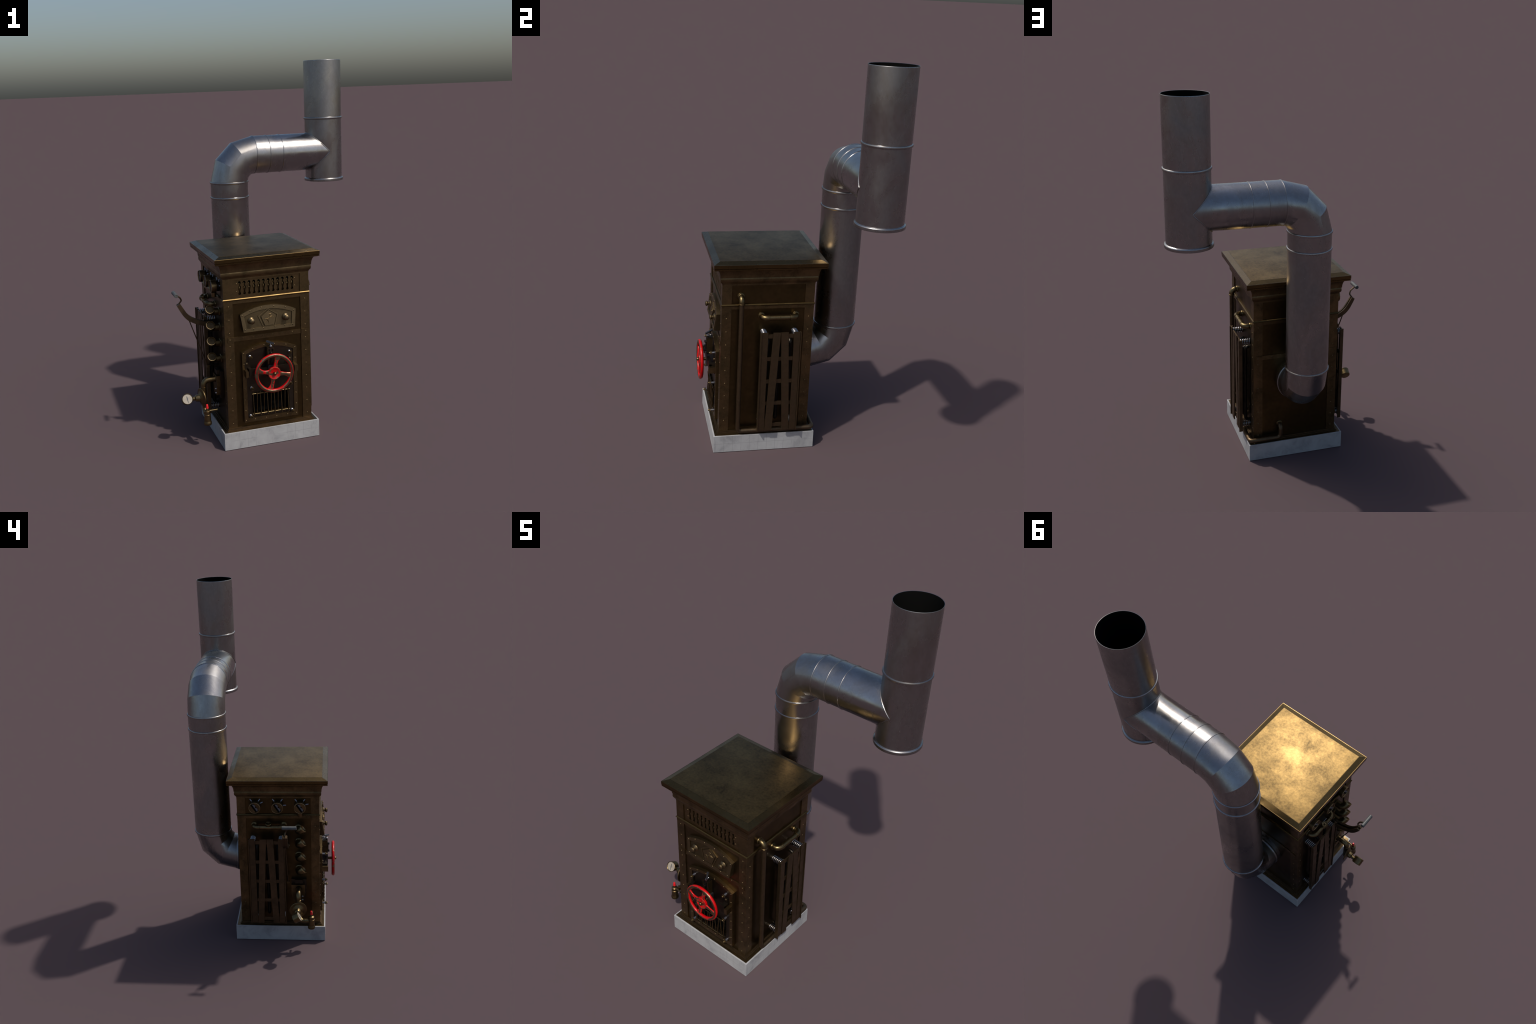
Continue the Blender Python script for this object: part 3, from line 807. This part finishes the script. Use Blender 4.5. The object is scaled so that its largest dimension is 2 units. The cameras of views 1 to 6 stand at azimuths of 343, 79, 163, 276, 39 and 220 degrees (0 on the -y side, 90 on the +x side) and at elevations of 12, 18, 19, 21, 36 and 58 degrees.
# ------------------------------------------------------------------ slatted guards on springs
def guard(side, parent):
    """side +1: right face, -1: left face. The left one mirrors the right one."""
    s = side
    xf = 0.1680 if s > 0 else -0.4120                 # front of the slats
    xw = XW if s > 0 else X0 + REC
    back = lambda d: xf - s * d                       # distance behind the front
    yo = 0.0 if s > 0 else 0.0055
    yr = (lambda y: y)
    if s > 0:
        cols = [((-0.1360, -0.1045), (-0.1360, -0.1045)), ((-0.0780, -0.0410), (-0.1030, -0.0660)), ((-0.0390, -0.0020), (-0.0120, 0.0245)), ((0.0270, 0.0580), (0.0270, 0.0580))]
        lips, zt, zb, rails_y = (-0.1395, 0.0620), 0.6715, 0.1290, (-0.118, 0.040)
    else:
        cols = [((0.0345, 0.0660), (0.0325, 0.0660)), ((-0.0300, 0.0065), (-0.0040, 0.0305)), ((-0.0690, -0.0325), (-0.0945, -0.0590)), ((-0.1290, -0.0980), (-0.1270, -0.0970))]
        lips, zt, zb, rails_y = (-0.1330, 0.0700), 0.6740, 0.1310, (-0.113, 0.048)
    for i, (top, bot) in enumerate(cols):
        bm = bmesh.new()
        d0 = 0.0015 if i in (0, 3) else (-0.0010 if i == 1 else 0.0)
        pts = [(bot[0], zb), (bot[1], zb), (top[1], zt), (top[0], zt)]
        add_prism(bm, pts, lambda y, z: (back(d0), y, z), lambda y, z: (back(d0 + 0.0055), y, z))
        finish(bm, "slat", "slat", parent, bevel=0.0009)
    for y in lips:
        x0, x1 = sorted((back(-0.0035), back(0.0150)))
        box("guard_edge", "slat", x0, x1, y - 0.0022, y + 0.0022, zb - 0.005, zt - 0.001, parent, bevel=0.0009)
    for z in (0.6500, 0.5270, 0.4030, 0.2795, 0.1560):
        x0, x1 = sorted((back(0.0072), back(0.0125)))
        box("guard_rail", "slat", x0, x1, lips[0] + 0.004, lips[1] - 0.004, z - 0.0100, z + 0.0100, parent, bevel=0.0009)
    for y in rails_y:
        for z in (0.6530, 0.1600):
            L = abs(back(0.010) - xw)
            tube("guard_spring", "bright_steel", spring_path((xw, y, z), (s, 0, 0), 0.0145, L, 5.5), 0.0027, parent, 8, 60)
            lathe("spring_seat", "bronze_plate", [(-0.002, 0.0150), (0.004, 0.0150), (0.005, 0.0110), (L, 0.0090)], (xw, y, z), (s, 0, 0), parent, 18)
    # heating pipes behind the slats
    xp = xw + s * 0.020
    mid = (rails_y[0] + rails_y[1]) / 2
    for y, z0, z1 in ((rails_y[0] + 0.024, 0.17, 0.612), (mid, 0.17, 0.585), (rails_y[1] - 0.022, 0.17, 0.612)):
        tube("heating_pipe", "dark", rounded([(xw - s * 0.003, y, z1), (xp, y, z1), (xp, y, z0), (xw - s * 0.003, y, z0)], 0.018, 8), 0.0085, parent, 16)

guard(1, group("right_guard"))
guard(-1, group("left_guard"))

# ------------------------------------------------------------------ left side: dial knobs
XL = X0 + REC
kn = group("dial_knob")
for n, (y, third) in enumerate(((0.0304, 25), (-0.0964, 2), (-0.2228, 11))):
    z = 0.8577
    lathe("knob_base", "dark", [(-0.002, 0.0290), (0.0100, 0.0290), (0.0110, 0.0265), (0.0150, 0.0265)], (XL, y, z), (-1, 0, 0), kn, 36)
    lathe("knob_body", "bronze_plate", [(0.0140, 0.0250), (0.0145, 0.0308), (0.0160, 0.0325), (0.0405, 0.0325), (0.0425, 0.0318), (0.0428, 0.0302), (0.0395, 0.0294), (0.0388, 0.001)], (XL, y, z), (-1, 0, 0), kn, 40)
    lathe("knob_rim", "rim", [(0.0408, 0.0326), (0.0424, 0.0326), (0.0434, 0.0316), (0.0434, 0.0304), (0.0424, 0.0297)], (XL, y, z), (-1, 0, 0), kn, 40, cap0=False, cap1=False)  # thin bright ring modelled for the light edge round the knob face
    # slot across the face with two number wheels in it
    a = radians(57)
    xf = XL - 0.0390
    du, dv = V((0, -cos(a), -sin(a))), V((0, -sin(a), cos(a)))       # along and across the slot
    c = V((0, y, z))
    bm = bmesh.new()
    def place(u, v, x):
        p = c + du * u + dv * v
        return (x, p.y, p.z)
    add_prism(bm, [(-0.0262, -0.0100), (0.0262, -0.0100), (0.0262, 0.0105), (-0.0262, 0.0105)], lambda u, v: place(u, v, xf - 0.0006), lambda u, v: place(u, v, xf + 0.001))
    finish(bm, "knob_slot", "painted_hollow_dark", kn)
    bm = bmesh.new()
    for uc in (-0.0120, 0.0125):
        half = [(uc + 0.0118 * cos(pi * i / 12), 0.0005 + 0.0098 * sin(pi * i / 12)) for i in range(13)]
        add_prism(bm, half, lambda u, v: place(u, v, xf - 0.0022), lambda u, v: place(u, v, xf))
    finish(bm, "knob_wheel", "dial", kn)
    # three raised ticks
    for ang in (126, 54, third):
        q = radians(ang)
        t = V((0, -cos(q), sin(q)))
        sd = V((0, -sin(q), -cos(q)))
        bm = bmesh.new()
        p0, p1 = V((0, y, z)) + t * 0.0315, V((0, y, z)) + t * 0.0475
        quad = [p0 - sd * 0.0020, p1 - sd * 0.0020, p1 + sd * 0.0020, p0 + sd * 0.0020]
        A = [bm.verts.new((XL - 0.0040, p.y, p.z)) for p in quad]
        B = [bm.verts.new((XL + 0.001, p.y, p.z)) for p in quad]
        bm.faces.new(A); bm.faces.new(B)
        for i in range(4):
            bm.faces.new((A[i], A[(i + 1) % 4], B[(i + 1) % 4], B[i]))
        finish(bm, "knob_tick", "mark", kn, bevel=0.0006)
lathe("knob_stub", "bronze_plate", [(0, 0.0130), (0.010, 0.0135), (0.022, 0.0135), (0.024, 0.0120)], (-0.3755, -0.2230, 0.8010), (0, 0, 1), kn, 24)

# ------------------------------------------------------------------ left side: cross pipe with valve
lp = group("left_pipework")
lx, lz = -0.3870, 0.7375
for y0, y1 in ((0.0400, 0.0090), (-0.1300, -0.0990)):
    tube("pipe_elbow", "brass", rounded([(XL + 0.004, y0, lz), (lx, y0, lz), (lx, y1, lz)], 0.026, 10), 0.0135, lp, 20)
    collar("pipe_collar", (lx, y1, lz), (0, 1, 0), 0.0150, 0.0025, lp)
    wall_ring((XL, y0, lz), (-1, 0, 0), 0.0190, lp)
    collar("pipe_collar", (XL - 0.010, y0, lz), (-1, 0, 0), 0.0152, 0.0025, lp)
tube("cross_pipe", "brass", [(lx, 0.009, lz), (lx, -0.099, lz)], 0.0120, lp, 20)
lathe("valve_tee", "brass", [(-0.0155, 0.0120), (-0.0150, 0.0142), (0.0150, 0.0142), (0.0155, 0.0120)], (lx, -0.0450, lz), (0, 1, 0), lp, 24)
vd = V((-0.28, 0, 0.96)).normalized()
lathe("valve_cap", "brass", [(0.006, 0.0095), (0.020, 0.0100), (0.0215, 0.0150), (0.0240, 0.0168), (0.0300, 0.0168), (0.0318, 0.0155), (0.0310, 0.0125), (0.0280, 0.0110), (0.0280, 0.0060), (0.0390, 0.0050), (0.0400, 0.0040)],
      (lx, -0.0450, lz), vd, lp, 28)

# ------------------------------------------------------------------ left side: four horn outlets
hn = group("horn")
hdir = V((0, -0.765, 0.644)).normalized()
for k in range(4):
    c = V((-0.4050, -0.2385, 0.7390 - 0.0857 * k))
    bend = 0.030
    s = c - hdir * 0.006
    corner = s - hdir * bend
    corner.x = -0.4050
    wall = V((XL + 0.003, corner.y, corner.z))
    path = rounded([wall, corner, c], bend * 0.98, 12)
    tube("horn_pipe", "brass", path, 0.0190, hn, 28, rfun=lambda t: 0.0190 + 0.0036 * t ** 2, caps=False)
    lathe("horn_mouth", "rim", [(-0.004, 0.0226), (0.0, 0.0236), (0.0022, 0.0234), (0.0026, 0.0216), (-0.0006, 0.0206), (-0.0062, 0.0194)], c, hdir, hn, 36, 35, cap0=False, cap1=False)
    lathe("horn_disc", "mouth", [(-0.0080, 0.0196), (-0.0058, 0.0196), (-0.0056, 0.0005)], c, hdir, hn, 36, 35)
    lathe("horn_collar", "brass", [(-0.003, 0.0240), (0.0030, 0.0240), (0.0050, 0.0215), (0.0060, 0.0190)], (XL, corner.y, corner.z), (-1, 0, 0), hn, 32)

# ------------------------------------------------------------------ left side: hand lever
lv = group("hand_lever")
spine = [(-0.3950, 0.6390, .0125), (-0.4200, 0.6425, .0120), (-0.4580, 0.6560, .0120), (-0.4945, 0.6770, .0122), (-0.5165, 0.6995, .0118), (-0.5310, 0.7230, .0112), (-0.5425, 0.7440, .0105), (-0.5510, 0.7600, .0095)]
def smooth_spine(sp, n=6):
    out = []
    for i in range(len(sp) - 1):
        p0, p1, p2, p3 = sp[max(i - 1, 0)], sp[i], sp[i + 1], sp[min(i + 2, len(sp) - 1)]
        for k in range(n):
            t = k / n
            out.append(tuple(0.5 * (2 * b + (c - a) * t + (2 * a - 5 * b + 4 * c - d) * t * t + (3 * b - a - 3 * c + d) * t ** 3) for a, b, c, d in zip(p0, p1, p2, p3)))
    out.append(sp[-1])
    return out
ss = smooth_spine(spine)
def lever_plate(name, ya, yb, inset0, inset1):
    bm = bmesh.new()
    top, bot = [], []
    for i, (x, z, w) in enumerate(ss):
        a, c = ss[max(i - 1, 0)], ss[min(i + 1, len(ss) - 1)]
        t = V((c[0] - a[0], c[1] - a[1])).normalized()
        nrm = V((t.y, -t.x)) if t.x < 0 else V((-t.y, t.x))
        if nrm.y < 0: nrm = -nrm
        top.append((x + nrm.x * (w - inset0), z + nrm.y * (w - inset0)))
        bot.append((x - nrm.x * (w - inset1), z - nrm.y * (w - inset1)))
    n = len(top)
    rows = []
    for (tx, tz), (bx, bz) in zip(top, bot):
        rows.append([bm.verts.new((tx, ya, tz)), bm.verts.new((tx, yb, tz)), bm.verts.new((bx, yb, bz)), bm.verts.new((bx, ya, bz))])
    for A, B in zip(rows, rows[1:]):
        for i in range(4):
            j = (i + 1) % 4
            bm.faces.new((A[i], A[j], B[j], B[i]))
    bm.faces.new(list(reversed(rows[0]))); bm.faces.new(rows[-1])
    return finish(bm, name, "slat", lv, bevel=0.0009, angle=30)
lever_plate("lever_plate", -0.1390, -0.1310, 0, 0)
lever_plate("lever_plate", -0.1590, -0.1480, 0, 0)
lever_plate("lever_web", -0.1475, -0.1395, 0.016, 0.0012)
box("lever_bracket", "dark", -0.4130, XL + 0.002, -0.1475, -0.1395, 0.6240, 0.6560, lv, bevel=0.001)
lathe("lever_pin", "bronze_light", [(0, 0.0058), (0.034, 0.0058), (0.0355, 0.0045)], (-0.4100, -0.1280, 0.6380), (0, -1, 0), lv, 16)
tube("grip_stem", "slat", rounded([(-0.5470, -0.1435, 0.7480), (-0.5440, -0.1440, 0.7660), (-0.5330, -0.1500, 0.7800), (-0.5430, -0.1560, 0.7990), (-0.5715, -0.1590, 0.8210)], 0.014, 8), 0.0042, lv, 12)
lathe("grip", "grip", [(0, 0.0070), (0.0010, 0.0098), (0.0030, 0.0106), (0.0250, 0.0102), (0.0530, 0.0102), (0.0760, 0.0106), (0.0785, 0.0100), (0.0795, 0.0072), (0.0780, 0.0066), (0.0780, 0.0004)], (-0.5713, -0.1312, 0.8222), (0, -1, 0), lv, 28, 40)
tube("pull_rod", "slat", [(-0.4990, -0.1440, 0.6720), (-0.4108, -0.1505, 0.4050)], 0.0030, lv, 10)
box("rod_anchor", "bronze_plate", -0.4150, -0.4020, -0.1570, -0.1440, 0.3960, 0.4090, lv, bevel=0.0012)
tube("rod_anchor_pin", "dark", [(-0.4060, -0.1480, 0.4040), (XL + 0.003, -0.1420, 0.4040)], 0.0040, lv, 12)

# ------------------------------------------------------------------ left side: steam outlet with gauge and safety valve
st = group("steam_outlet")
back_plate = [(-0.2520, 0.3980), (-0.1660, 0.3980), (-0.1660, 0.3300), (-0.1710, 0.2900), (-0.1830, 0.2470), (-0.2390, 0.2470), (-0.2470, 0.2900), (-0.2520, 0.3300)]
bm = bmesh.new()
add_prism(bm, back_plate, lambda y, z: (XL - 0.0180, y, z), lambda y, z: (XL + 0.002, y, z))
finish(bm, "valve_plate", "iron_door", st, bevel=0.0012)
bm = bmesh.new()
add_prism(bm, [(-0.2445, 0.3720), (-0.1665, 0.3720), (-0.1670, 0.3120), (-0.1780, 0.2640), (-0.2330, 0.2640), (-0.2440, 0.3120)], lambda y, z: (-0.3880, y, z), lambda y, z: (XL - 0.016, y, z))
finish(bm, "valve_cover", "bronze_plate", st, bevel=0.0015)
box("valve_hinge", "iron_door", -0.3830, XL - 0.014, -0.2320, -0.1880, 0.3780, 0.4010, st, bevel=0.002)
lathe("valve_port", "painted_hollow_dark", [(0, 0.0180), (0.0006, 0.0180)], (-0.3882, -0.2085, 0.3480), (-1, 0, 0), st, 28)
lathe("valve_port_rim", "bronze_plate", [(-0.002, 0.0180), (0.002, 0.0180), (0.002, 0.0200), (-0.002, 0.0205)], (-0.3880, -0.2085, 0.3480), (-1, 0, 0), st, 28, cap0=False, cap1=False)
for z in (0.2760, 0.2990):
    lathe("valve_screw", "bolt_steel", [(0, 0.0045), (0.006, 0.0045), (0.008, 0.0030)], (-0.3880, -0.2300, z), (-1, 0, 0), st, 12)
dx, dy = -0.4520, -0.2085
tube("drop_pipe", "brass", rounded([(-0.3800, dy, 0.3480), (dx, dy, 0.3480), (dx, dy, 0.2100)], 0.030, 12), 0.0148, st, 24)
tube("drop_pipe_lower", "brass", rounded([(dx, dy, 0.3050), (dx, dy, 0.1745), (dx, -0.2700, 0.1745)], 0.026, 10), 0.0125, st, 24)
for z, r in ((0.3100, 0.0162), (0.2770, 0.0142), (0.2350, 0.0140), (0.2110, 0.0160)):
    collar("pipe_collar", (dx, dy, z), (0, 0, 1), r, 0.0022, st)
collar("pipe_collar", (dx, -0.2430, 0.1745), (0, 1, 0), 0.0150, 0.0025, st)
# dished flange carrying the gauge
fd = V((-0.97, -0.20, -0.08)).normalized()
fc = V((-0.4640, -0.2062, 0.2520))
lathe("gauge_flange", "bronze_plate", [(-0.0045, 0.0460), (-0.0035, 0.0505), (0.0005, 0.0510), (0.0022, 0.0490), (0.0050, 0.0360), (0.0120, 0.0240), (0.0150, 0.0205)], fc, fd, st, 48, 30)
gc = V((-0.5440, -0.2170, 0.2590))
gn = V((0.0, -0.885, 0.466)).normalized()
tail = gc - gn * 0.022
nk = (tail - fc).normalized()
lathe("gauge_neck", "brass", [(0.008, 0.0208), (0.0230, 0.0192), (0.0330, 0.0175), (0.0350, 0.0150), (0.0380, 0.0115), (0.0560, 0.0105)], fc, nk, st, 28)
lathe("gauge_case", "brass", [(-0.0370, 0.0240), (-0.0345, 0.0272), (-0.0060, 0.0280), (-0.0030, 0.0293), (0.0018, 0.0293), (0.0028, 0.0276), (0.0015, 0.0262), (-0.0020, 0.0258)], gc, gn, st, 44, 32, cap1=False)
lathe("gauge_face", "paper", [(0, 0.0260), (0.0006, 0.0260), (0.0007, 0.0001)], gc - gn * 0.0016, gn, st, 44)
_, gu, gw = frame_basis(gn)
if gw.z < 0: gw = -gw
gu = V((1, 0, 0))
gw = gn.cross(gu) * -1 if gn.cross(gu).z < 0 else gn.cross(gu)
def on_dial(x, z, lift):
    return gc + gu * x + gw * z + gn * lift
bm = bmesh.new()
na = radians(97)
nd = lambda r, s: on_dial(r * cos(na) - s * sin(na), r * sin(na) + s * cos(na), 0)
ne = [(-0.0215, 0.0004), (-0.0215, -0.0004), (-0.003, -0.0022), (0.003, -0.0022), (0.0095, -0.0014), (0.0150, -0.0018), (0.0150, 0.0018), (0.0095, 0.0014), (0.003, 0.0022), (-0.003, 0.0022)]
add_prism(bm, ne, lambda r, s: nd(r, s) + gn * 0.0008, lambda r, s: nd(r, s) - gn * 0.0004)
finish(bm, "gauge_needle", "ink", st)
bm = bmesh.new()
for ang in (-50, -22, 8, 38, 66, 114, 142, 172, 202, 230):
    q = radians(ang)
    f = lambda r, s: on_dial(r * cos(q) - s * sin(q), r * sin(q) + s * cos(q), 0)
    add_prism(bm, [(0.0165, -0.0011), (0.0165, 0.0011), (0.0200, 0.0011), (0.0200, -0.0011)], lambda r, s: f(r, s) - gn * 0.0005, lambda r, s: f(r, s) - gn * 0.0014)
finish(bm, "gauge_mark", "ink_faint", st, stuff=True)
# safety valve
sv = (-0.4550, -0.2812, 0)
lathe("safety_valve", "bronze_plate", [(0.1275, 0.0150), (0.1285, 0.0200), (0.1320, 0.0212), (0.1390, 0.0212), (0.1440, 0.0200), (0.1480, 0.0182), (0.1500, 0.0180), (0.1800, 0.0172), (0.1820, 0.0180), (0.1845, 0.0180), (0.1860, 0.0162),
      (0.1980, 0.0158), (0.2000, 0.0168), (0.2035, 0.0164), (0.2065, 0.0130), (0.2080, 0.0085), (0.2180, 0.0076), (0.2200, 0.0068)], sv, (0, 0, 1), st, 36, 35)
lathe("safety_valve_cap", "red_cap", [(0.2190, 0.0078), (0.2300, 0.0066), (0.2375, 0.0056), (0.2400, 0.0040), (0.2406, 0.0004)], sv, (0, 0, 1), st, 20, 40)
tube("relief_spout", "brass", [(-0.4500, -0.2820, 0.2030), (-0.4010, -0.2855, 0.2050)], 0.0052, st, 14)
collar("pipe_collar", (-0.4030, -0.2853, 0.2049), (1, -0.07, 0.04), 0.0068, 0.002, st)

bpy.context.view_layer.update()
